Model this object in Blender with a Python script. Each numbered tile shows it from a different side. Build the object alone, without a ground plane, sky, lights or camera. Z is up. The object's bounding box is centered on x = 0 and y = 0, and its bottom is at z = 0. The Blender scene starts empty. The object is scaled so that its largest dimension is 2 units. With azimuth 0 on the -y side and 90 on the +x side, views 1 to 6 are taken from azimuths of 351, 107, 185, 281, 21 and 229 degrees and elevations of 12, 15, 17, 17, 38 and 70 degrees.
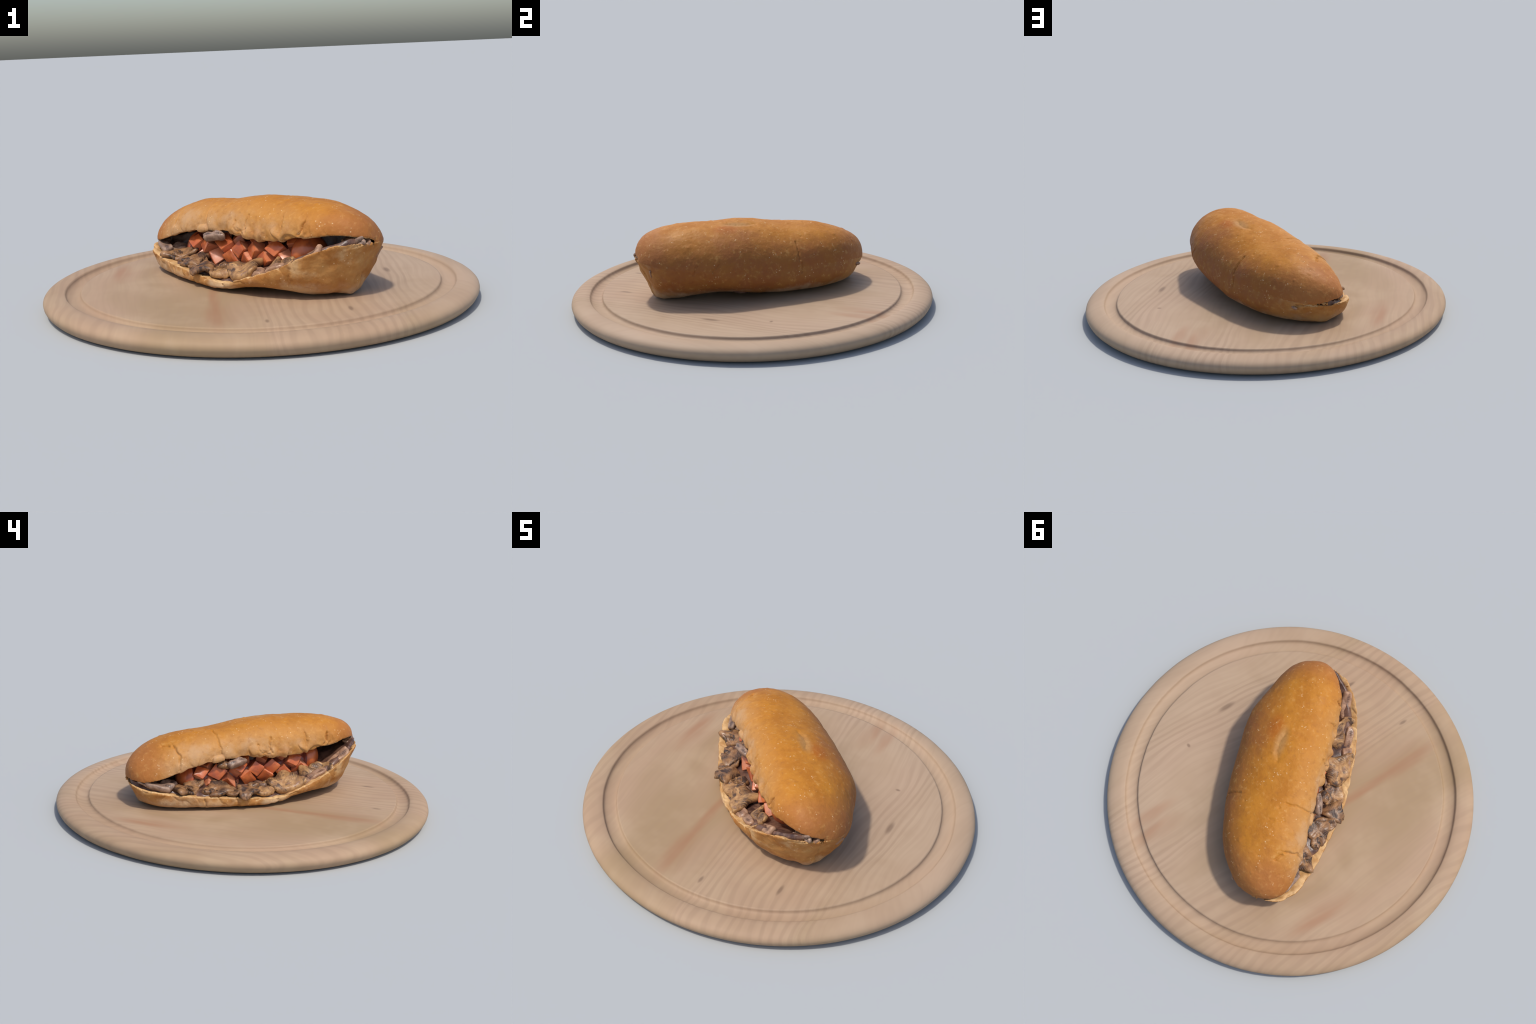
import bpy, bmesh, math, random
import numpy as np
from mathutils import Vector, Matrix, noise

random.seed(7)
scene = bpy.context.scene

# ------------------------------------------------------------------ frame
# The sandwich lies slantwise on the board.  Local frame: s along the roll,
# t towards the open (filled) side, z up.
AX = Vector((0.5231, -0.8522, 0.0)).normalized()
FR = Vector((AX.y, -AX.x, 0.0))
YAW = math.atan2(AX.y, AX.x)


def world(s, t, z):
    return Vector((AX.x * s + FR.x * t, AX.y * s + FR.y * t, z))


def world_np(S, T, Z):
    return np.stack([AX.x * S + FR.x * T, AX.y * S + FR.y * T, Z], -1)


def keyed(x, xs, ys):
    """Smooth (monotone cubic) curve through hand-placed keys."""
    xs = np.asarray(xs, float)
    ys = np.asarray(ys, float)
    x = np.clip(np.asarray(x, float), xs[0], xs[-1])
    h = np.diff(xs)
    d = np.diff(ys) / h
    m = np.zeros_like(ys)
    m[0], m[-1] = d[0], d[-1]
    for i in range(1, len(xs) - 1):
        if d[i - 1] * d[i] > 0:
            w1, w2 = 2 * h[i] + h[i - 1], h[i] + 2 * h[i - 1]
            m[i] = (w1 + w2) / (w1 / d[i - 1] + w2 / d[i])
    i = np.clip(np.searchsorted(xs, x) - 1, 0, len(xs) - 2)
    u = (x - xs[i]) / h[i]
    return ((2 * u**3 - 3 * u**2 + 1) * ys[i] + (u**3 - 2 * u**2 + u) * h[i] * m[i]
            + (-2 * u**3 + 3 * u**2) * ys[i + 1] + (u**3 - u**2) * h[i] * m[i + 1])


def spow(v, p):
    return np.sign(v) * np.abs(v) ** p


def mesh_from(name, verts, faces, smooth=True):
    me = bpy.data.meshes.new(name)
    me.from_pydata([tuple(v) for v in verts], [], faces)
    me.update()
    if smooth:
        me.polygons.foreach_set("use_smooth", [True] * len(me.polygons))
    return me


def new_object(name, me, parent=None, mat=None):
    ob = bpy.data.objects.new(name, me)
    scene.collection.objects.link(ob)
    if parent is not None:
        ob.parent = parent
        ob.matrix_parent_inverse = parent.matrix_world.inverted()
    if mat is not None and not me.materials:
        me.materials.append(mat)
    return ob


def loft(rows, close_ring=True, caps=True):
    """rows: list of (n,3) arrays -> verts, faces (closed tube)."""
    n = len(rows[0])
    V = np.concatenate(rows)
    Fc = []
    for i in range(len(rows) - 1):
        for j in range(n if close_ring else n - 1):
            k = (j + 1) % n
            Fc.append((i * n + j, i * n + k, (i + 1) * n + k, (i + 1) * n + j))
    if caps:
        Fc.append(tuple(reversed(range(n))))
        Fc.append(tuple(range((len(rows) - 1) * n, len(rows) * n)))
    return V, Fc


def fbm(p, freq, octaves=3, seed=0.0):
    v, a, f = 0.0, 1.0, freq
    off = Vector((seed * 3.17, seed * 1.31, seed * 2.23))
    for _ in range(octaves):
        v += a * noise.noise(p * f + off)
        a *= 0.5
        f *= 2.1
    return v


# ------------------------------------------------------------------ materials
class Nodes:
    def __init__(self, name):
        self.mat = bpy.data.materials.new(name)
        self.mat.use_nodes = True
        self.t = self.mat.node_tree
        self.bsdf = self.t.nodes["Principled BSDF"]
        self.coord = self.t.nodes.new("ShaderNodeTexCoord").outputs["Object"]

    def n(self, kind, **kw):
        nd = self.t.nodes.new("ShaderNode" + kind)
        for k, v in kw.items():
            setattr(nd, k, v)
        return nd

    def put(self, sock, val):
        if isinstance(val, bpy.types.NodeSocket):
            self.t.links.new(val, sock)
        elif isinstance(val, (tuple, list)) and sock.type == 'RGBA' and len(val) == 3:
            sock.default_value = (*val, 1)
        else:
            sock.default_value = val

    def mapping(self, vec, rot=(0, 0, 0), scale=(1, 1, 1), loc=(0, 0, 0)):
        m = self.n("Mapping")
        self.put(m.inputs["Vector"], vec)
        m.inputs["Rotation"].default_value = rot
        m.inputs["Scale"].default_value = scale
        m.inputs["Location"].default_value = loc
        return m.outputs[0]

    def noise(self, vec, scale, detail=4, rough=0.55, dist=0.0):
        m = self.n("TexNoise")
        self.put(m.inputs["Vector"], vec)
        m.inputs["Scale"].default_value = scale
        m.inputs["Detail"].default_value = detail
        m.inputs["Roughness"].default_value = rough
        m.inputs["Distortion"].default_value = dist
        return m.outputs["Fac"]

    def voronoi(self, vec, scale, feature='F1', rnd=1.0):
        m = self.n("TexVoronoi", feature=feature)
        self.put(m.inputs["Vector"], vec)
        m.inputs["Scale"].default_value = scale
        m.inputs["Randomness"].default_value = rnd
        return m.outputs["Distance"]

    def math(self, op, a, b=0.0, c=0.0, clamp=False):
        m = self.n("Math", operation=op, use_clamp=clamp)
        for s, v in zip(m.inputs, (a, b, c)):
            self.put(s, v)
        return m.outputs[0]

    def ramp(self, fac, lo, hi, a=0.0, b=1.0):
        m = self.n("MapRange", interpolation_type='SMOOTHSTEP')
        for k, v in zip(("Value", "From Min", "From Max", "To Min", "To Max"), (fac, lo, hi, a, b)):
            self.put(m.inputs[k], v)
        return m.outputs[0]

    def mix(self, fac, a, b, mode='MIX'):
        m = self.n("Mix", data_type='RGBA', blend_type=mode)
        self.put(m.inputs[0], fac)
        self.put(m.inputs[6], a)
        self.put(m.inputs[7], b)
        return m.outputs[2]

    def bump(self, height, strength, dist=0.01):
        m = self.n("Bump")
        self.put(m.inputs["Height"], height)
        m.inputs["Strength"].default_value = strength
        m.inputs["Distance"].default_value = dist
        self.put(self.bsdf.inputs["Normal"], m.outputs[0])

    def split(self, vec):
        m = self.n("SeparateXYZ")
        self.put(m.inputs[0], vec)
        return m.outputs[0], m.outputs[1], m.outputs[2]

    def blob(self, vec, centre, size):
        """soft mask, 1 at centre, falling to 0 at an ellipsoid of given half sizes"""
        sc = tuple(1.0 / k for k in size)
        m = self.mapping(vec, scale=sc, loc=tuple(-c * k for c, k in zip(centre, sc)))
        l = self.n("VectorMath", operation='LENGTH')
        self.put(l.inputs[0], m)
        return self.ramp(l.outputs["Value"], 1.0, 0.25)

    def done(self, colour, rough=0.6, **kw):
        self.put(self.bsdf.inputs["Base Color"], colour)
        self.put(self.bsdf.inputs["Roughness"], rough)
        for k, v in kw.items():
            self.put(self.bsdf.inputs[k.replace("_", " ")], v)
        return self.mat


def wood_material():
    k = Nodes("pale_wood")
    # grain runs nearly along -y: local x across the grain, local y along it
    g = k.mapping(k.coord, rot=(0, 0, math.radians(6)))
    warp = k.noise(k.mapping(g, scale=(1.6, 0.7, 1.0)), 1.3, 2)
    wx = k.n("VectorMath", operation='ADD')
    k.put(wx.inputs[0], g)
    cmb = k.n("CombineXYZ")
    k.put(cmb.inputs[0], k.math('MULTIPLY', k.math('SUBTRACT', warp, 0.5), 0.34))
    k.put(wx.inputs[1], cmb.outputs[0])
    gw = wx.outputs[0]
    # broad tonal boards, thin growth lines, fibres
    broad = k.noise(k.mapping(gw, scale=(1, 0.22, 1)), 3.2, 2)
    lines = k.n("TexWave", wave_type='BANDS', bands_direction='X', wave_profile='SIN')
    k.put(lines.inputs["Vector"], k.mapping(gw, scale=(1, 0.35, 1)))
    lines.inputs["Scale"].default_value = 7.0
    lines.inputs["Distortion"].default_value = 3.4
    lines.inputs["Detail"].default_value = 2.5
    lines.inputs["Detail Scale"].default_value = 1.1
    where = k.ramp(k.noise(k.mapping(gw, scale=(1, 0.3, 1)), 2.6, 1), 0.44, 0.66)
    line_f = k.math('MULTIPLY', k.ramp(lines.outputs["Fac"], 0.35, 0.95), where)
    fibre = k.noise(k.mapping(gw, scale=(60, 3.0, 10)), 1.0, 3)
    col = k.mix(k.ramp(broad, 0.32, 0.68), (0.335, 0.225, 0.125), (0.395, 0.262, 0.165))
    mott = k.noise(g, 4.5, 3)
    col = k.mix(k.ramp(mott, 0.42, 0.7, 0, 0.5), col, (0.43, 0.305, 0.19))
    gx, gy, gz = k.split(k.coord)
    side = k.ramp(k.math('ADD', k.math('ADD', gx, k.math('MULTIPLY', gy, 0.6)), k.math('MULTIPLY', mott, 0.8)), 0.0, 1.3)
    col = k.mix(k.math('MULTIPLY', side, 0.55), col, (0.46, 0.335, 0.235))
    col = k.mix(k.math('MULTIPLY', line_f, 0.24), col, (0.25, 0.16, 0.10))
    col = k.mix(k.ramp(fibre, 0.35, 0.75, 0.0, 0.2), col, (0.29, 0.19, 0.12))
    # warm reddish heart streaks and knots
    streak_n = k.noise(k.mapping(gw, scale=(9, 1.2, 1)), 1.0, 2)
    for c, size in (((-0.20, -0.62, 0.08), (0.10, 0.26, 0.3)), ((0.20, 0.72, 0.08), (0.07, 0.20, 0.3)),
                    ((0.29, 0.70, 0.08), (0.05, 0.22, 0.3)), ((-0.22, -0.30, 0.08), (0.04, 0.30, 0.3)),
                    ((-0.66, 0.25, 0.08), (0.06, 0.25, 0.3))):
        m = k.math('MULTIPLY', k.blob(g, c, size), k.ramp(streak_n, 0.36, 0.64, 0.15, 0.62))
        col = k.mix(m, col, (0.31, 0.145, 0.075))
    for c, size in (((0.52, 0.33, 0.08), (0.018, 0.012, 0.3)), ((0.60, 0.03, 0.08), (0.02, 0.07, 0.3)),
                    ((0.33, -0.62, 0.08), (0.014, 0.05, 0.3)), ((-0.02, -0.74, 0.08), (0.012, 0.035, 0.3))):
        m = k.math('MULTIPLY', k.blob(g, c, size), 0.6)
        col = k.mix(m, col, (0.14, 0.085, 0.055))
    h = k.math('ADD', k.math('MULTIPLY', line_f, -0.5), k.math('MULTIPLY', fibre, 0.5))
    k.bump(h, 0.12, 0.006)
    return k.done(col, 0.62, Specular_IOR_Level=0.25)


def crust_material(name, lower):
    k = Nodes(name)
    L = k.mapping(k.coord, rot=(0, 0, -YAW))       # x = s, y = -t, z = z
    s, mt, z = k.split(L)
    n1 = k.noise(k.coord, 3.2, 4, 0.6)
    n2 = k.noise(k.coord, 9.0, 5, 0.62)
    n3 = k.noise(k.coord, 42.0, 4, 0.6)
    golden = (0.46, 0.180, 0.018)
    amber = (0.40, 0.145, 0.014)
    brown = (0.27, 0.088, 0.024)
    russet = (0.30, 0.112, 0.024)
    tan = (0.475, 0.240, 0.075)
    pale = (0.56, 0.40, 0.25)
    if lower:
        col = k.mix(k.ramp(n2, 0.35, 0.66), (0.38, 0.155, 0.036), tan)
        col = k.mix(k.ramp(k.noise(k.coord, 6.5, 4, 0.6), 0.50, 0.66, 0, 0.75), col, (0.58, 0.375, 0.185))
        fl = k.math('MULTIPLY', k.ramp(k.math('ADD', z, k.math('MULTIPLY', n2, 0.16)), 0.235, 0.17),
                    k.ramp(n1, 0.36, 0.56))
        floor_mask = k.math('MULTIPLY', fl, 0.7)
    else:
        col = k.mix(k.ramp(n2, 0.36, 0.66), golden, amber)
        # paler, less baked front where the loaf was split
        front = k.ramp(k.math('ADD', k.math('MULTIPLY', mt, -1.0), k.math('MULTIPLY', n2, 0.16)), 0.10, 0.25)
        notend = k.ramp(k.math('ABSOLUTE', s), 0.60, 0.38)
        col = k.mix(k.math('MULTIPLY', k.math('MULTIPLY', front, notend), 0.65), col, tan)
        torn = k.math('MULTIPLY', k.ramp(k.math('ADD', k.math('MULTIPLY', mt, -1.0), k.math('MULTIPLY', k.noise(k.coord, 14, 4, 0.65), 0.16)), 0.20, 0.275), notend)
        col = k.mix(k.math('MULTIPLY', torn, 0.5), col, (0.49, 0.325, 0.19))
        # toasted spot beside the dent on top, greyish dent
        col = k.mix(k.math('MULTIPLY', k.blob(L, (0.17, 0.15, 0.45), (0.10, 0.06, 0.12)), 0.7),
                    col, (0.36, 0.095, 0.008))
        col = k.mix(k.math('MULTIPLY', k.blob(L, (0.10, 0.095, 0.46), (0.12, 0.045, 0.12)), 0.45),
                    col, (0.36, 0.23, 0.10))
        # well-baked, redder crust at both ends
        ends = k.ramp(k.math('ADD', k.math('ABSOLUTE', k.math('ADD', s, 0.005)),
                             k.math('MULTIPLY', n1, 0.30)), 0.56, 0.80)
        col = k.mix(k.math('MULTIPLY', ends, 0.8), col, (0.34, 0.125, 0.04))
    patch = k.ramp(k.noise(k.coord, 6.0, 5, 0.68), 0.54, 0.70, 0, 0.55)
    if not lower:
        col = k.mix(patch, col, (0.33, 0.115, 0.018))
    # the closed back: the same darker brown on both halves
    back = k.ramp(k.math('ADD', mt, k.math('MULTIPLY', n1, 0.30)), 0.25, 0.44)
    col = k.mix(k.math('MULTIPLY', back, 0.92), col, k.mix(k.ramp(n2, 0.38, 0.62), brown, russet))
    if lower:
        col = k.mix(floor_mask, col, pale)
    col = k.mix(k.ramp(n3, 0.52, 0.78, 0, 0.40), col, (0.60, 0.33, 0.10))
    col = k.mix(k.ramp(n3, 0.46, 0.28, 0, 0.30), col, (0.26, 0.09, 0.018))
    specks = k.voronoi(k.coord, 62)
    specksel = k.noise(k.coord, 21, 1)
    sp = k.math('MULTIPLY', k.ramp(specks, 0.26, 0.10), k.ramp(specksel, 0.54, 0.66))
    col = k.mix(k.math('MULTIPLY', sp, 0.55), col, (0.74, 0.53, 0.30))
    h = k.math('ADD', k.math('MULTIPLY', n3, 0.6), k.math('MULTIPLY', k.noise(k.coord, 120, 3), 0.4))
    k.bump(h, 0.45, 0.006)
    return k.done(col, k.ramp(n2, 0.3, 0.7, 0.52, 0.68), Specular_IOR_Level=0.22)


def crumb_material():
    k = Nodes("soft_crumb")
    n = k.noise(k.coord, 22, 4)
    col = k.mix(k.ramp(n, 0.35, 0.65), (0.46, 0.24, 0.08), (0.60, 0.38, 0.17))
    k.bump(n, 0.5, 0.008)
    return k.done(col, 0.7)


def sauce_material():
    k = Nodes("mushroom_gravy")
    n = k.noise(k.coord, 14, 4, 0.6, 0.6)
    n2 = k.noise(k.coord, 36, 3)
    col = k.mix(k.ramp(n, 0.38, 0.62), (0.055, 0.027, 0.021), (0.17, 0.088, 0.057))
    col = k.mix(k.ramp(n2, 0.58, 0.75, 0, 0.4), col, (0.26, 0.16, 0.105))
    k.bump(n2, 0.3, 0.006)
    return k.done(col, 0.34, Specular_IOR_Level=0.35)


def mushroom_material(name, flesh, mid, dark, amount):
    k = Nodes(name)
    rnd = k.n("ObjectInfo").outputs["Random"]
    off = k.n("CombineXYZ")
    k.put(off.inputs[0], k.math('MULTIPLY', rnd, 9.0))
    add = k.n("VectorMath", operation='ADD')
    k.put(add.inputs[0], k.coord)
    k.put(add.inputs[1], off.outputs[0])
    p = add.outputs[0]
    n = k.noise(p, 17, 4, 0.62, 0.8)
    n2 = k.noise(p, 34, 4, 0.6)
    gills = k.n("TexWave", wave_type='BANDS', bands_direction='X')
    k.put(gills.inputs["Vector"], p)
    gills.inputs["Scale"].default_value = 30
    gills.inputs["Distortion"].default_value = 9
    gills.inputs["Detail"].default_value = 2
    col = k.mix(k.ramp(n2, 0.33, 0.66), flesh, mid)
    # browned band of gills either side of the stalk
    gen = k.t.nodes["Texture Coordinate"].outputs["Generated"]
    band = k.math('MAXIMUM', k.blob(gen, (0.24, 0.42, 0.5), (0.26, 0.24, 3.0)), k.blob(gen, (0.76, 0.42, 0.5), (0.26, 0.24, 3.0)))
    band = k.math('MULTIPLY', band, k.ramp(gills.outputs["Fac"], 0.0, 0.8, 0.5, 1.0))
    blot = k.ramp(n, 0.66 - amount, 0.78 - amount)
    dk = k.math('MULTIPLY', k.math('MAXIMUM', band, blot), 0.9)
    col = k.mix(dk, col, dark)
    # thin film of gravy, patchy
    film = k.ramp(k.noise(p, 11, 3, 0.6, 1.0), 0.48, 0.66, 0, 0.35)
    col = k.mix(film, col, (0.10, 0.055, 0.038))
    k.bump(k.math('ADD', n2, k.math('MULTIPLY', gills.outputs["Fac"], 0.10)), 0.4, 0.006)
    return k.done(col, k.ramp(n, 0.35, 0.65, 0.3, 0.5), Specular_IOR_Level=0.35)


def sausage_material(name, a, b, rough, film=0.35):
    k = Nodes(name)
    rnd = k.n("ObjectInfo").outputs["Random"]
    off = k.n("CombineXYZ")
    k.put(off.inputs[0], k.math('MULTIPLY', rnd, 7.0))
    add = k.n("VectorMath", operation='ADD')
    k.put(add.inputs[0], k.coord)
    k.put(add.inputs[1], off.outputs[0])
    n = k.noise(add.outputs[0], 16, 3)
    n2 = k.noise(k.coord, 60, 3)
    col = k.mix(k.ramp(n, 0.38, 0.64), a, b)
    gr = k.ramp(k.noise(add.outputs[0], 24, 3, 0.6, 0.5), 0.50, 0.68, 0, film)
    col = k.mix(gr, col, (0.12, 0.045, 0.034))
    k.bump(n2, 0.15, 0.004)
    return k.done(col, rough, Specular_IOR_Level=0.5)


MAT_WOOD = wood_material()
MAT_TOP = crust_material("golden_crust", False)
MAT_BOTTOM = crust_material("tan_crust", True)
MAT_CRUMB = crumb_material()
MAT_SAUCE = sauce_material()
MAT_MUSH = [
    mushroom_material("mushroom_tan", (0.47, 0.265, 0.11), (0.29, 0.145, 0.058), (0.045, 0.024, 0.018), 0.15),
    mushroom_material("mushroom_grey", (0.34, 0.225, 0.155), (0.21, 0.125, 0.085), (0.05, 0.035, 0.032), 0.05),
    mushroom_material("mushroom_dark", (0.36, 0.19, 0.08), (0.19, 0.095, 0.045), (0.022, 0.014, 0.013), 0.16),
    mushroom_material("mushroom_pinkish", (0.40, 0.23, 0.135), (0.27, 0.145, 0.085), (0.10, 0.052, 0.036), 0.0),
]
MAT_SKIN = sausage_material("sausage_skin", (0.42, 0.088, 0.024), (0.54, 0.14, 0.038), 0.28)
MAT_CUT = sausage_material("sausage_cut", (0.60, 0.225, 0.115), (0.54, 0.17, 0.07), 0.36)
MAT_BODY = sausage_material("sausage_inner", (0.15, 0.032, 0.02), (0.25, 0.055, 0.03), 0.27, .6)

# ------------------------------------------------------------------ board
BOARD_TOP = 0.0767


def build_board():
    prof = [(0.0, 0.0), (0.5, 0.0), (0.94, 0.0), (0.962, 0.002), (0.978, 0.009), (0.991, 0.022), (0.998, 0.036),
            (1.0, 0.046), (0.997, 0.057), (0.988, 0.067), (0.972, 0.075), (0.950, 0.080), (0.925, 0.082),
            (0.903, 0.0815), (0.8985, 0.0795), (0.8955, 0.073), (0.892, 0.066), (0.884, 0.0620), (0.872, 0.0592),
            (0.856, 0.0580), (0.844, 0.0585), (0.836, 0.0610), (0.8315, 0.0655), (0.8295, 0.070), (0.8275, 0.0757),
            (0.821, BOARD_TOP), (0.70, BOARD_TOP), (0.45, BOARD_TOP), (0.2, BOARD_TOP), (0.0, BOARD_TOP)]
    seg = 288
    V, F = [(0, 0, 0)], []
    mid = prof[1:-1]
    for j in range(seg):
        a = 2 * math.pi * j / seg
        d = Vector((math.cos(a), math.sin(a), 0))
        for i, (r, z) in enumerate(mid):
            w = 0.0
            if 0.80 < r < 0.91 and z > 0.05:      # hand-routed groove wanders a little
                w = 0.0030 * noise.noise(d * 3.1) + 0.0012 * noise.noise(d * 14.0)
            if r > 0.96:
                w = -0.0012 * abs(noise.noise(d * 6.0))
            zz = z + (0.0008 * noise.noise(d * 5.0 + Vector((0, 0, r * 6))) if z > 0.03 else 0)
            if r < 0.83 and z > 0.05:             # the worn inner disc dips towards one side
                zz += 0.0022 * r * (d.x - d.y) * 0.7071
            V.append(((r + w) * d.x, (r + w) * d.y, zz))
    V.append((0, 0, BOARD_TOP))
    m = len(mid)
    for j in range(seg):
        k = (j + 1) % seg
        F.append((0, 1 + k * m, 1 + j * m))
        for i in range(m - 1):
            F.append((1 + j * m + i, 1 + k * m + i, 1 + k * m + i + 1, 1 + j * m + i + 1))
        F.append((1 + j * m + m - 1, 1 + k * m + m - 1, len(V) - 1))
    me = mesh_from("cutting_board", V, F)
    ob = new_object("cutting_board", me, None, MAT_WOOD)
    ob["label"] = "round pale wooden cutting board with juice groove"
    ob["category"] = "cutting board"
    return ob


build_board()

# ------------------------------------------------------------------ sandwich
root = bpy.data.objects.new("sandwich", None)
root.empty_display_size = 0.2
root.location = (0, 0, BOARD_TOP)
scene.collection.objects.link(root)
bpy.context.view_layer.update()
root["label"] = "crusty long roll filled with scored sausage and mushrooms"
root["category"] = "sandwich"


def end_round(s, lo, hi, n_lo, n_hi):
    """1 in the middle of the roll, rounding off to 0 at both ends"""
    c, h = (lo + hi) / 2, (hi - lo) / 2
    x = np.clip((s - c) / h, -1, 1)
    n = np.where(x < 0, n_lo, n_hi)
    return np.maximum(1 - np.abs(x) ** n, 0.0) ** (1.0 / n)


# front edge heights of the cut, top half and bottom half
def lip_top_z(s):
    return keyed(s, (-.655, -.60, -.50, -.36, -.20, 0, .20, .33, .48, .57, .68),
                 (.215, .215, .232, .278, .306, .315, .304, .317, .347, .355, .335))


def lip_bottom_z(s):
    return keyed(s, (-.65, -.60, -.45, -.27, -.05, .09, .20, .37, .46, .54, .60, .68),
                 (.200, .184, .164, .150, .136, .127, .155, .215, .258, .295, .320, .330))


def hinge_z(s):
    return keyed(s, (-.66, -.45, 0, .45, .68), (.205, .235, .25, .275, .31))


def top_front(s):
    """centre line of the loaf and its half widths to the open and to the closed side"""
    mid = keyed(s, (-.655, -.585, -.5, -.34, 0, .28, .44, .68), (.025, .008, -.010, -.040, -.073, -.082, -.070, -.075))
    w = keyed(s, (-.655, -.5, -.34, 0, .28, .44, .68), (.232, .245, .238, .233, .236, .232, .232))
    wf = w * end_round(s, -.652, .646, 2.9, 2.6)
    wb = (w + keyed(s, (-.65, -.5, -.35, -.1, .15, .3, .45, .64), (-.004, .000, -.002, .004, .010, .014, .008, .0))) \
        * end_round(s, -.650, .645, 2.45, 2.55)
    return mid, wf, wb


def bottom_front(s):
    f = keyed(s, (-.66, -.645, -.61, -.55, -.45, -.24, .05, .21, .42, .54, .60, .632, .650, .657),
              (.03, .115, .172, .215, .249, .288, .303, .285, .237, .174, .116, .060, .000, -.05))
    mid, wf, wb = top_front(s)
    return f, mid - wb


def section_rows(n_s=150, lo=-.655, hi=.68):
    u = np.linspace(-1, 1, n_s)
    u = np.sin(u * math.pi / 2 * 0.985) / math.sin(math.pi / 2 * 0.985)
    return (lo + hi) / 2 + (hi - lo) / 2 * u


def build_top_solid():
    rows = []
    for s in section_rows(150, -.6515, .6455):
        mid, wf, wb = (float(v) for v in top_front(np.array(s)))
        e = float(end_round(s, -.652, .646, 3.0, 2.4))
        h0 = float(keyed(s, (-.65, -.55, -.4, -.3, -.2, -.1, 0, .1, .22, .4, .5, .66),
                         (.185, .186, .175, .163, .156, .162, .178, .190, .193, .193, .19, .185)))
        h = h0 * e
        lz, hz = float(lip_top_z(s)), float(hinge_z(s))
        ph = np.linspace(0, math.pi, 60)
        # fuller brow on the open side, rounder at the back
        brow = float(keyed(s, (-.6, -.3, -.1, .25, .45), (2.12, 2.15, 2.4, 2.4, 2.15)))
        m = 2.0 / np.where(ph < math.pi / 2, brow, 2.04)
        c, sn = spow(np.cos(ph), m), spow(np.sin(ph), m)
        T = mid + np.where(c > 0, wf, wb) * c
        base = lz + (hz - lz) * (1 - c) / 2
        Z = base + h * sn
        # underside: slightly arched cut face
        q = np.linspace(0, 1, 20)[1:-1]
        Tu = (mid - wb) + (wf + wb) * q
        Zu = hz + (lz - hz) * q + 0.02 * np.sin(q * math.pi) * e
        T = np.concatenate([T, Tu])
        Z = np.concatenate([Z, Zu])
        rows.append(world_np(np.full_like(T, s), T, Z))
    V, F = loft(rows)
    return V, F


def build_bottom_solid():
    rows = []
    sc = 0.0
    for s in section_rows(150, -.652, .652):
        f, b = bottom_front(np.array(s))
        f, b = float(f), float(b)
        f = max(f, b + 0.004)
        mid, w = (f + b) / 2, (f - b) / 2
        e = float(end_round(s, -.653, .653, 3, 2.6))
        lz, hz = float(lip_bottom_z(s)), float(hinge_z(s)) + 0.012
        floor = float(keyed(s, (-.65, -.5, -.2, 0, .15, .30, .42, .5, .68), (.084, .077, .077, .078, .088, .098, .086, .078, .084)))
        ph = np.linspace(0, math.pi, 60)
        c = spow(np.cos(ph), 2 / 2.5)
        # steep outer wall on the open side, rounder towards the back
        fx = float(keyed(s, (-.65, -.5, 0, .1, .2, .65), (4.5, 8.0, 8.0, 6.0, 4.6, 3.6)))
        bx = float(keyed(s, (-.65, -.3, 0, .3), (3.6, 3.6, 3.0, 2.4)))
        ex = np.where(ph < math.pi / 2, fx, bx)
        S = np.sin(ph) ** (2 / ex)
        T = mid + w * c
        line = lz + (hz - lz) * (1 - c) / 2
        rear = np.clip(-c, 0, 1) * float(keyed(s, (-.1, .1, .3, .45, .6), (0, .016, .022, .012, .0)))
        fl = floor + rear
        Z = fl + (line - fl) * (1 - S)
        belly = float(keyed(s, (-.62, -.5, -.2, 0, .1), (.0, .012, .012, .006, .0)))
        T = T - belly * np.clip(-c, 0, 1) * np.sin(np.clip(S, 0, 1) * math.pi)
        # the underside is narrower than the lips, and shorter at both ends
        SS = s + (sc - s) * (0.09 if s < 0 else 0.145) * S
        # dished inside
        q = np.linspace(0, 1, 24)[1:-1]
        Tu = b + (f - b) * q
        wall = np.clip((1 - q) * 2 * w / 0.045, 0, 1)          # rim about 4 cm thick before it dips
        Zu = hz + (lz - hz) * q - 0.048 * np.sin(q * math.pi) ** 0.8 * e * wall
        Zu = np.maximum(Zu, floor + 0.02)
        T = np.concatenate([T, Tu])
        Z = np.concatenate([Z, Zu])
        SS = np.concatenate([SS, np.full_like(Tu, s)])
        rows.append(world_np(SS, T, Z))
    V, F = loft(rows)
    return V, F


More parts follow.
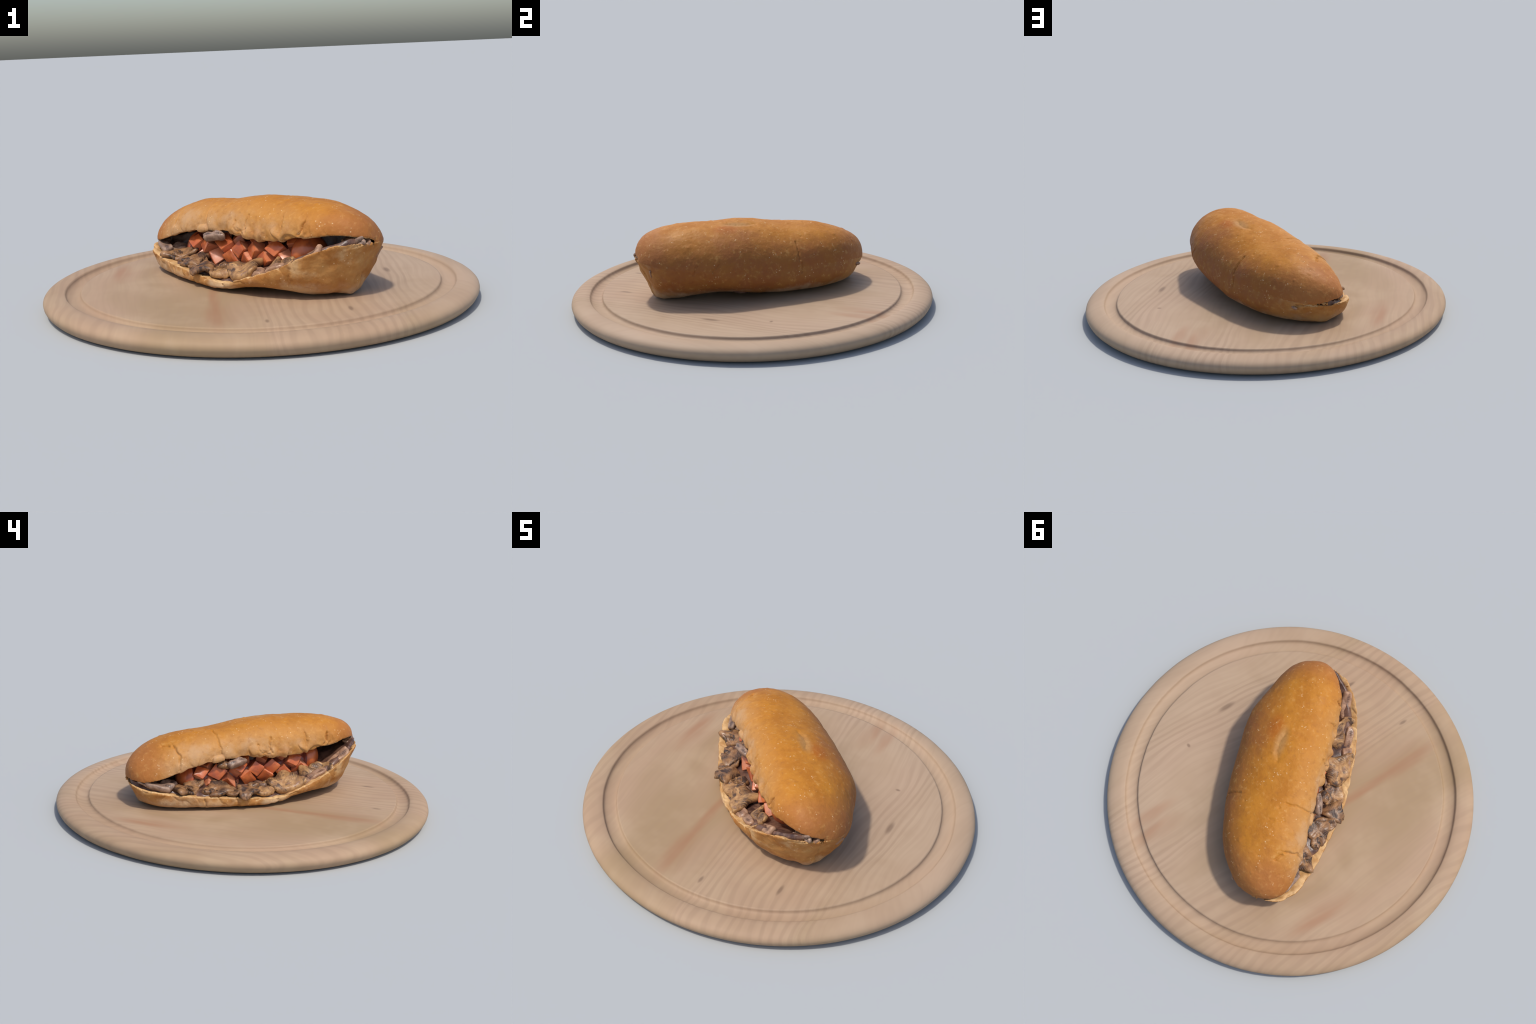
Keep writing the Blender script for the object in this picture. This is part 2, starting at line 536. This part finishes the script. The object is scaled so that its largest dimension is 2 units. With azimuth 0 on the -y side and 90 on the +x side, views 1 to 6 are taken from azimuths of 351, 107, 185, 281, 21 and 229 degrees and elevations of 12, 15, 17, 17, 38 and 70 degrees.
# cracks and creases in the crust: polylines in (s, t, z), half width, depth
CRACKS = [
    ([(.645, .02, .335), (.635, -.08, .315), (.59, -.165, .285)], .006, .014),
    ([(-.65, .03, .205), (-.635, -.06, .200), (-.60, -.12, .20)], .006, .010),
    ([(-.195, .03, .44), (-.19, .085, .41), (-.185, .13, .37), (-.18, .165, .34)], .005, .006),
    ([(-.20, -.31, .30), (-.205, -.29, .36), (-.20, -.24, .40)], .006, .005),
    ([(-.205, -.29, .22), (-.21, -.30, .27)], .005, .006),
    ([(.43, .10, .40), (.425, .135, .375), (.415, .15, .35)], .006, .012),
    ([(.30, .10, .40), (.305, .13, .37), (.30, .15, .345)], .006, .006),
    ([(.10, .13, .40), (.085, .16, .36), (.10, .165, .33)], .006, .007),
    ([(.02, .15, .37), (.03, .17, .34), (.08, .165, .325)], .006, .008),
    ([(-.42, .10, .37), (-.40, .15, .33), (-.41, .19, .28)], .006, .008),
    ([(-.47, .07, .365), (-.44, .095, .375)], .008, .007),
    ([(.28, -.31, .24), (.285, -.315, .28), (.25, -.31, .31)], .005, .004),
    ([(.38, -.28, .26), (.36, -.29, .31)], .005, .005),
    ([(.0, -.08, .46), (.04, -.10, .465), (.10, -.105, .47), (.15, -.09, .475)], .012, .004),
    ([(-.30, -.02, .42), (-.28, .05, .42)], .007, .003),
    ([(-.30, .285, .13), (-.29, .27, .10)], .006, .006),
    ([(-.13, .30, .13), (-.12, .285, .10)], .007, .008),
    ([(.08, .305, .125), (.10, .29, .10)], .009, .005),
    ([(.44, .215, .225), (.42, .19, .15)], .009, .006),
]


def seg_dist(P, a, b):
    ab = b - a
    t = np.clip(((P - a) @ ab) / (ab @ ab), 0, 1)
    return np.linalg.norm(P - (a + t[:, None] * ab), axis=1)


def build_bun():
    me_t = mesh_from("tmp_top", *build_top_solid())
    me_b = mesh_from("tmp_bottom", *build_bottom_solid())
    bm = bmesh.new()
    bm.from_mesh(me_t)
    bm.from_mesh(me_b)
    bmesh.ops.recalc_face_normals(bm, faces=bm.faces)
    me = bpy.data.meshes.new("bun")
    bm.to_mesh(me)
    bm.free()
    tmp = bpy.data.objects.new("bun_tmp", me)
    scene.collection.objects.link(tmp)
    r = tmp.modifiers.new("remesh", 'REMESH')
    r.mode = 'VOXEL'
    r.voxel_size = 0.0036
    sm = tmp.modifiers.new("smooth", 'SMOOTH')
    sm.factor = 0.5
    sm.iterations = 11
    dg = bpy.context.evaluated_depsgraph_get()
    me2 = bpy.data.meshes.new_from_object(tmp.evaluated_get(dg))
    bpy.data.objects.remove(tmp)
    n = len(me2.vertices)
    co = np.empty(n * 3)
    me2.vertices.foreach_get("co", co)
    co = co.reshape(-1, 3)
    nr = np.empty(n * 3)
    me2.vertices.foreach_get("normal", nr)
    nr = nr.reshape(-1, 3)
    S = co[:, 0] * AX.x + co[:, 1] * AX.y
    T = co[:, 0] * FR.x + co[:, 1] * FR.y
    Z = co[:, 2]
    P = np.stack([S, T, Z], 1)
    d = np.zeros(n)
    lt, lb = lip_top_z(S), lip_bottom_z(S)
    f_top = np.exp(-((Z - lt) / .045) ** 2) * np.clip((T - .02) / .1, 0, 1)
    f_bot = np.exp(-((Z - lb) / .04) ** 2) * np.clip((T - .02) / .1, 0, 1)
    ragged = np.maximum(f_top * np.clip((.5 - np.abs(S - .1)) / .2, 0, 1), f_bot * 0.45)
    for i in range(n):
        p = Vector(P[i])
        v = 0.0055 * fbm(p, 4.0, 2, 1.0) + 0.0016 * fbm(p, 17.0, 2, 2.0) + 0.0006 * noise.noise(p * 70)
        if ragged[i] > 0.02:
            v += ragged[i] * (0.010 * noise.noise(p * Vector((13, 13, 13))[0] + Vector((5, 1, 2)))
                              + 0.006 * noise.noise(p * 31.0 + Vector((1, 7, 3))))
            w = noise.noise(p * 15.0 + Vector((9, 2, 4)))          # torn flaps
            v += ragged[i] * (-0.007 * math.exp(-(w / 0.08) ** 2) + 0.005 * math.tanh(w * 9))
        if S[i] > .40 and Z[i] < .30:              # lumpy, pinched end of the lower half
            k = min((S[i] - .40) / .12, 1.0) * min((.30 - Z[i]) / .06, 1.0)
            v += k * (0.011 * noise.noise(p * 9.0 + Vector((2, 8, 1))) + 0.005 * noise.noise(p * 22.0))
        d[i] = v
    for line, hw, dep in CRACKS:
        raw = np.array(line)
        lo, hi = raw.min(0) - .09, raw.max(0) + .09
        sel = np.where(((P > lo) & (P < hi)).all(1))[0]
        if len(sel) == 0:
            continue
        Ps = P[sel]
        # lay the hand-drawn line onto the crust
        fine = np.concatenate([raw[i] + (raw[i + 1] - raw[i]) * np.linspace(0, 1, 7)[:, None] for i in range(len(raw) - 1)])
        pts = np.array([Ps[np.argmin(((Ps - q) ** 2).sum(1))] for q in fine])
        Q = Ps + 0.006 * np.array([[noise.noise(Vector(q) * 45), noise.noise(Vector(q) * 45 + Vector((9, 0, 0))),
                                    noise.noise(Vector(q) * 45 + Vector((0, 9, 0)))] for q in Ps])
        dist = np.min([seg_dist(Q, pts[i], pts[i + 1] + 1e-6) for i in range(len(pts) - 1)], axis=0)
        # one side of a crack curls up a little
        side = np.tanh((Ps[:, 0] - np.interp(Ps[:, 2], np.sort(pts[:, 2]), pts[np.argsort(pts[:, 2]), 0])) / .006)
        d[sel] += -dep * np.exp(-(dist / hw) ** 2) + dep * 0.45 * np.exp(-(dist / (3.5 * hw)) ** 2) * (side > 0)
    # lobes of dough hanging over the cut edge
    for c, rr, amp in (((.02, .165, .335), .035, .010), ((.10, .16, .325), .03, .007), ((.175, .155, .335), .030, .011),
                       ((.26, .15, .330), .035, .010), ((.345, .14, .345), .03, .007), ((-.40, .19, .285), .03, .006),
                       ((-.13, .175, .33), .03, .006), ((.22, .14, .385), .04, .006), ((.36, .12, .40), .05, .006)):
        dist = np.linalg.norm(P - np.array(c), axis=1) / rr
        d += amp * np.exp(-dist ** 4) * (T > 0)
    # flakes and blisters of crust
    rng = random.Random(11)
    pick = [i for i in range(0, n, 7) if nr[i][2] > -0.1 and Z[i] > .26]
    for c in range(46):
        i = rng.choice(pick)
        rr = rng.uniform(.006, .013)
        dist = np.linalg.norm(P - P[i], axis=1)
        d += rng.choice((1, 1, -0.8)) * rng.uniform(.0015, .0035) * np.exp(-(dist / rr) ** 2)
    # long dent on top
    g = 0.6 * np.exp(-(((S - .09) / .10) ** 2 + ((T + .095) / .035) ** 2)) * (Z > .40)
    d += -0.010 * g
    co = co + nr * d[:, None]
    co[:, 2] = np.maximum(co[:, 2], BOARD_TOP - 0.001 + 0.0016 * (co[:, 0] - co[:, 1]))
    me2.vertices.foreach_set("co", co.ravel())
    me2.update()
    # whole-surface normals, then split into regions
    nr = np.empty(n * 3)
    me2.vertices.foreach_get("normal", nr)
    nr = nr.reshape(-1, 3)
    polys = [tuple(p.vertices) for p in me2.polygons]
    cen = np.array([P[list(p)].mean(0) for p in polys])
    fn = np.empty(len(polys) * 3)
    me2.polygons.foreach_get("normal", fn)
    fn = fn.reshape(-1, 3)
    cs, ct, cz = cen[:, 0], cen[:, 1], cen[:, 2]
    f_t, b_t = bottom_front(cs)
    frac = np.clip((ct - b_t) / np.maximum(f_t - b_t, .01), 0, 1)
    gap_mid = hinge_z(cs) + 0.006 + frac * ((lip_top_z(cs) + lip_bottom_z(cs)) / 2 - hinge_z(cs) - 0.006)
    is_top = cz > gap_mid
    # crumb: surfaces that face into the cut
    lz_line = hinge_z(cs) + frac * (lip_bottom_z(cs) - hinge_z(cs))
    inside_b = (~is_top) & (fn[:, 2] > 0.45) & (frac > 0.05)
    inside_t = is_top & (fn[:, 2] < -0.45) & (frac > 0.05)
    for name, mask, mat, inside in (("bun_top", is_top, MAT_TOP, inside_t), ("bun_bottom", ~is_top, MAT_BOTTOM, inside_b)):
        idx = np.where(mask)[0]
        used = sorted({v for i in idx for v in polys[i]})
        rem = {v: j for j, v in enumerate(used)}
        me = mesh_from(name, co[used], [tuple(rem[v] for v in polys[i]) for i in idx])
        me.materials.append(mat)
        me.materials.append(MAT_CRUMB)
        me.polygons.foreach_set("material_index", [1 if inside[i] else 0 for i in idx])
        me.normals_split_custom_set_from_vertices([tuple(v) for v in nr[used]])
        new_object(name, me, root)
    bpy.data.meshes.remove(me2)


build_bun()


# ------------------------------------------------------------------ gravy bed
def sausage_axis(s):
    t = keyed(s, (-.42, -.2, 0, .2, .44), (.075, .080, .065, .045, .000))
    z = keyed(s, (-.42, -.2, 0, .2, .44), (.198, .203, .213, .228, .255))
    return t, z


def build_sauce():
    rows = []
    for s in np.linspace(-.635, .628, 170):
        f, b = bottom_front(np.array(s))
        lb, lt = float(lip_bottom_z(s)), float(lip_top_z(s))
        mid, wf, wb = top_front(np.array(s))
        tf = float(mid + wf)
        recess = float(keyed(s, (-.66, -.52, -.43, -.32, .28, .36, .44, .54, .6, .66), (.03, .13, .20, .10, .11, .16, .23, .21, .10, .01)))
        spread = float(keyed(s, (-.66, -.55, -.42, -.3, .25, .42, .55, .66), (.04, .055, .050, .03, .03, .035, .03, .02)))
        sink = float(keyed(s, (-.6, -.45, -.32, .28, .42, .55, .62), (.0, .020, .0, .0, .028, .028, .012)))
        f0 = float(f) - spread
        back = float(b) + 0.09
        back = min(back, tf - recess - .03)
        f0 = max(f0, tf - recess + .01)
        prof = [(f0, lb - .022), (f0 - .004, lb + .000), (f0 - .02, lb + .013), ((f0 + tf - recess) / 2, lb + .022 - sink),
                (tf - recess + .01, lb + .3 * (lt - lb) + .012 - sink * 1.5), (tf - recess, lb + .7 * (lt - lb)), (tf - recess - .005, lt + .012),
                (back, lt + .01), (back, lb - .01)]
        prof = np.array(prof)
        # resample the profile finely
        seg = np.concatenate([[0], np.cumsum(np.linalg.norm(np.diff(prof, axis=0), axis=1))])
        q = np.linspace(0, seg[-1], 64)
        T = np.interp(q, seg, prof[:, 0])
        Z = np.interp(q, seg, prof[:, 1])
        rows.append(np.stack([np.full_like(T, s), T, Z], 1))
    V, F = loft(rows)
    out = []
    for v in V:
        p = Vector(v)
        a = 0.016 * noise.noise(p * 17.0) + 0.008 * noise.noise(p * 38.0 + Vector((3, 1, 2)))
        b = 0.012 * noise.noise(p * 15.0 + Vector((11, 5, 2)))
        out.append(world(p.x, p.y + a * 0.7, p.z + b * 0.8))
    me = mesh_from("gravy", out, F)
    ob = new_object("gravy", me, root, MAT_SAUCE)
    ob["kind"] = "stuff"


build_sauce()


# ------------------------------------------------------------------ sausage
SAUSAGE_R = 0.066


def build_sausage():
    rows = []
    lo, hi = -.40, .425
    for u in np.linspace(-1, 1, 90):
        s = (lo + hi) / 2 + (hi - lo) / 2 * math.sin(u * math.pi / 2 * .999)
        t, z = sausage_axis(s)
        edge = min(s - lo, hi - s)
        R = 0.072
        r = R * math.sqrt(max(1 - max(0, 1 - edge / .07) ** 2, 1e-4))
        # smooth skin at the uncut ends, slimmer core between the cuts
        core = float(keyed(s, (-.42, -.33, -.30, .31, .33, .44), (1.08, 1.08, .74, .74, 1.12, 1.12)))
        a = np.linspace(0, 2 * math.pi, 48, endpoint=False)
        rows.append(world_np(np.full_like(a, s), float(t) + r * core * np.cos(a), float(z) + r * core * np.sin(a)))
    V, F = loft(rows)
    me = mesh_from("sausage", V, F)
    me.materials.append(MAT_BODY)
    me.materials.append(MAT_SKIN)
    ends = []
    for p in me.polygons:
        c = p.center
        s = c.x * AX.x + c.y * AX.y
        ends.append(1 if (s > .33 or s < -.33) else 0)
    me.polygons.foreach_set("material_index", ends)
    return new_object("sausage", me, root)


def diamond_chunk(name, la, lc, height, rnd):
    """One diamond of a criss-cross scored sausage: cut flanks, skin on top."""
    bm = bmesh.new()
    levels = ((-0.028, .74), (0.0, .86), (height * .93, 1.0), (height, .95), (height + .0025, .60))
    corners = [(1, 0), (0, 1), (-1, 0), (0, -1)]
    rings = []
    n_side = 5
    jit = [rnd.uniform(.86, 1.12) for _ in corners]
    for z, k in levels:
        ring = []
        for c in range(4):
            x0, y0 = corners[c][0] * la * jit[c], corners[c][1] * lc * jit[c]
            x1, y1 = corners[(c + 1) % 4][0] * la * jit[(c + 1) % 4], corners[(c + 1) % 4][1] * lc * jit[(c + 1) % 4]
            for q in range(n_side):
                u = (q + .12) / (n_side - .0) if q else .06
                u = [.05, .28, .5, .72, .95][q]
                x, y = x0 + (x1 - x0) * u, y0 + (y1 - y0) * u
                zz = z - (y / .066) ** 2 * .018 * (1 if z > 0 else 0)
                ring.append(bm.verts.new((x * k, y * k, zz)))
        rings.append(ring)
    n = len(rings[0])
    for i in range(len(rings) - 1):
        for j in range(n):
            f = bm.faces.new((rings[i][j], rings[i][(j + 1) % n], rings[i + 1][(j + 1) % n], rings[i + 1][j]))
            f.material_index = 0 if i < 2 else 1
    f = bm.faces.new(rings[-1])
    f.material_index = 1
    bm.faces.new(list(reversed(rings[0])))
    for v in bm.verts:
        v.co += Vector((noise.noise(v.co * 30 + Vector((la * 99, 0, 0))), noise.noise(v.co * 30 + Vector((0, 5, 0))), 0)) * .002
    me = bpy.data.meshes.new(name)
    bm.to_mesh(me)
    bm.free()
    me.polygons.foreach_set("use_smooth", [True] * len(me.polygons))
    me.materials.append(MAT_CUT)
    me.materials.append(MAT_SKIN)
    me.set_sharp_from_angle(angle=math.radians(32))
    return me


def build_chunks(sausage):
    rnd = random.Random(5)
    variants = [diamond_chunk("sausage_chunk", .050 * a, .043 * b, .048, rnd)
                for a, b in ((1, 1), (1.08, .95), (.94, 1.05), (1.02, 1.08), (.97, .92))]
    # (s, angle above horizontal towards the open side in degrees, scale)
    rows = []
    for col in range(8):
        s0 = -.295 + col * .106
        rows.append((s0, 29, 1.0))
        rows.append((s0 + .053, -18, 1.0))
        rows.append((s0 + .0, -66, .85))
        rows.append((s0 + .053, 76, .85))
    for i, (s, ang, sc) in enumerate(rows):
        if s > .33:
            continue
        s += rnd.uniform(-.008, .008)
        ang += rnd.uniform(-6, 6)
        t, z = sausage_axis(s)
        a = math.radians(ang)
        out = FR * math.cos(a) + Vector((0, 0, 1)) * math.sin(a)
        up = -FR * math.sin(a) + Vector((0, 0, 1)) * math.cos(a)
        M = Matrix((AX, up, out)).transposed()
        spin = Matrix.Rotation(math.radians(rnd.uniform(-20, 20)), 3, 'Z')
        tip = Matrix.Rotation(math.radians(rnd.uniform(-20, 20)), 3, 'X') @ Matrix.Rotation(math.radians(rnd.uniform(-24, 24)), 3, 'Y')
        ob = new_object("sausage_chunk", variants[rnd.randrange(5)], sausage)
        loc = world(s, float(t), float(z)) + out * (SAUSAGE_R - .022)
        k = sc * rnd.uniform(.92, 1.1)
        ob.matrix_basis = Matrix.Translation(loc) @ (M @ spin @ tip).to_4x4() @ Matrix.Diagonal((k, k, k, 1))


sausage = build_sausage()
bpy.context.view_layer.update()
build_chunks(sausage)


# ------------------------------------------------------------------ mushrooms
def mushroom_mesh(kind, rnd, seed):
    """Thick slice of a mushroom lying in its own x-y plane (unit size about 1 m / scaled later)."""
    n, rings = 44, 7
    pts = []
    for j in range(n):
        a = 2 * math.pi * j / n
        c, s = math.cos(a), math.sin(a)
        if kind == "cap":                       # slice through a cap: kidney with a notch
            r = 1.0 - .30 * math.exp(-((a - 4.71) / .38) ** 2) + .05 * math.cos(3 * a)
            x, y = r * c, r * s * .78
        elif kind == "profile":                 # cap with its stalk
            r = 1.0
            x, y = r * c, r * s * .55 + .18
            if s < 0:
                k = math.exp(-(c / .33) ** 2)
                y -= .62 * k
        elif kind == "stalk":                   # long block of stalk
            x, y = spow(np.array(c), .6) * 1.0, spow(np.array(s), .6) * .36
            x, y = float(x), float(y)
        else:                                   # lump
            r = 1 + .15 * math.cos(2 * a + seed)
            x, y = r * c, r * s * .85
        r2 = 1 + .22 * noise.noise(Vector((c * 1.5, s * 1.5, seed * 3.7))) + .08 * noise.noise(Vector((c * 5, s * 5, seed)))
        pts.append((x * r2, y * r2))
    thick = {"cap": .17, "profile": .15, "stalk": .24, "lump": .40}[kind]
    V, F = [], []
    prof = [(0.0, 1.0), (.45, 1.0), (.74, .97), (.90, .80), (.985, .42), (1.0, 0.0), (.985, -.42), (.90, -.8), (.6, -1.0), (0.0, -1.0)]
    for k, h in prof[1:-1]:
        for x, y in pts:
            px, py = x * k, y * k
            p = Vector((px, py, seed * 2.1))
            z = thick * h * (1 if kind != "lump" else 1.0)
            if kind == "cap" and h > .5:
                z -= .16 * math.exp(-((px / .42) ** 2 + ((py + .1) / .34) ** 2))      # sunken gills
            z += .20 * (px ** 2) * math.sin(seed * 1.7) + .16 * px * py                # bent slice
            z += .16 * noise.noise(p * 1.7) + .07 * noise.noise(p * 4.5)
            V.append((px, py, z))
    m = len(prof) - 2
    top = len(V)
    V.append((0, 0, thick * (.62 if kind == "cap" else .98)))
    V.append((0, 0, -thick))
    for i in range(m - 1):
        for j in range(n):
            k = (j + 1) % n
            F.append((i * n + j, (i + 1) * n + j, (i + 1) * n + k, i * n + k))
    for j in range(n):
        k = (j + 1) % n
        F.append((top, j, k))
        F.append((top + 1, (m - 1) * n + k, (m - 1) * n + j))
    me = mesh_from("mushroom_slice", V, F)
    # round it a little
    bm = bmesh.new()
    bm.from_mesh(me)
    bmesh.ops.smooth_vert(bm, verts=bm.verts, factor=.4, use_axis_x=True, use_axis_y=True, use_axis_z=True)
    bmesh.ops.recalc_face_normals(bm, faces=bm.faces)
    bm.to_mesh(me)
    bm.free()
    me.polygons.foreach_set("use_smooth", [True] * len(me.polygons))
    return me


# kind, material, s, t, z, half length, thickness factor, yaw, tilt towards open side, pitch along s
SLICES = [
    # bed along the lower lip
    ("stalk", 1, -.515, .165, .190, .075, .9, -22, 12, 6),
    ("cap", 1, -.570, .130, .205, .050, .9, -40, 15, 8),
    ("profile", 2, -.390, .200, .178, .068, 1.2, -30, 8, 8),
    ("cap", 2, -.330, .170, .186, .060, 1.2, 40, 22, 0),
    ("lump", 2, -.270, .225, .166, .036, 1.0, 0, 10, 0),
    ("profile", 2, -.200, .215, .172, .082, 1.2, 60, 16, -5),
    ("cap", 2, -.150, .245, .163, .056, 1.2, 110, 6, 4),
    ("profile", 2, -.070, .262, .166, .074, 1.3, 78, 2, 6),
    ("cap", 0, .010, .235, .154, .078, 1.2, 190, 14, 0),
    ("lump", 1, .055, .195, .166, .036, 1.0, 30, 0, 0),
    ("lump", 2, -.010, .190, .170, .034, 1.0, 60, 0, 0),
    ("profile", 0, .155, .205, .178, .105, 1.3, 172, 26, -8),
    ("stalk", 3, .205, .240, .168, .090, .9, 14, 24, -14),
    ("profile", 0, .300, .192, .192, .084, 1.2, 200, 30, -16),
    ("cap", 0, .382, .170, .222, .066, 1.1, 150, 34, -20),
    ("stalk", 3, .330, .215, .206, .066, .8, 17, 30, -20),
    ("stalk", 3, .492, .140, .268, .080, .9, 26, 36, -24),
    # bits under the upper lip and in the ends
    ("stalk", 1, -.105, .180, .290, .056, 1.4, 20, 28, 6),
    ("lump", 2, -.165, .160, .282, .032, 1.0, 0, 30, 0),
    ("lump", 1, .135, .100, .312, .032, 1.0, 0, 30, 0),
    ("lump", 1, .245, .085, .318, .036, .9, 15, 30, 0),
    ("cap", 1, -.455, .140, .190, .058, 1.0, 40, 18, 5),
    ("lump", 2, .590, .015, .325, .024, 1.0, 0, 30, 0),
    ("stalk", 3, .585, -.165, .255, .028, 1.4, 75, 60, 0),
    ("lump", 3, .628, -.052, .314, .026, 1.0, 10, 40, 0),
    ("stalk", 1, .612, .008, .326, .044, 1.1, 48, 22, -6),
    ("lump", 1, .636, -.012, .322, .020, 1.0, 10, 40, 0),
    ("lump", 3, -.580, -.118, .188, .017, 1.0, 10, 40, 0),
]


def build_mushrooms():
    rnd = random.Random(3)
    for i, (kind, mi, s, t, z, size, th, yaw, tilt, pitch) in enumerate(SLICES):
        me = mushroom_mesh(kind, rnd, i * 1.37 + .5)
        # bake size into the mesh so that the surface grain keeps its real scale
        me.transform(Matrix.Diagonal((size, size, size * th, 1)))
        ob = new_object("mushroom_slice", me, root, MAT_MUSH[mi])
        base = Matrix((AX, -FR, Vector((0, 0, 1)))).transposed()
        R = (base @ Matrix.Rotation(math.radians(tilt), 3, 'X') @ Matrix.Rotation(math.radians(pitch), 3, 'Y')
             @ Matrix.Rotation(math.radians(yaw), 3, 'Z'))
        ob.matrix_basis = Matrix.Translation(world(s, t, z)) @ R.to_4x4()


build_mushrooms()
bpy.context.view_layer.update()
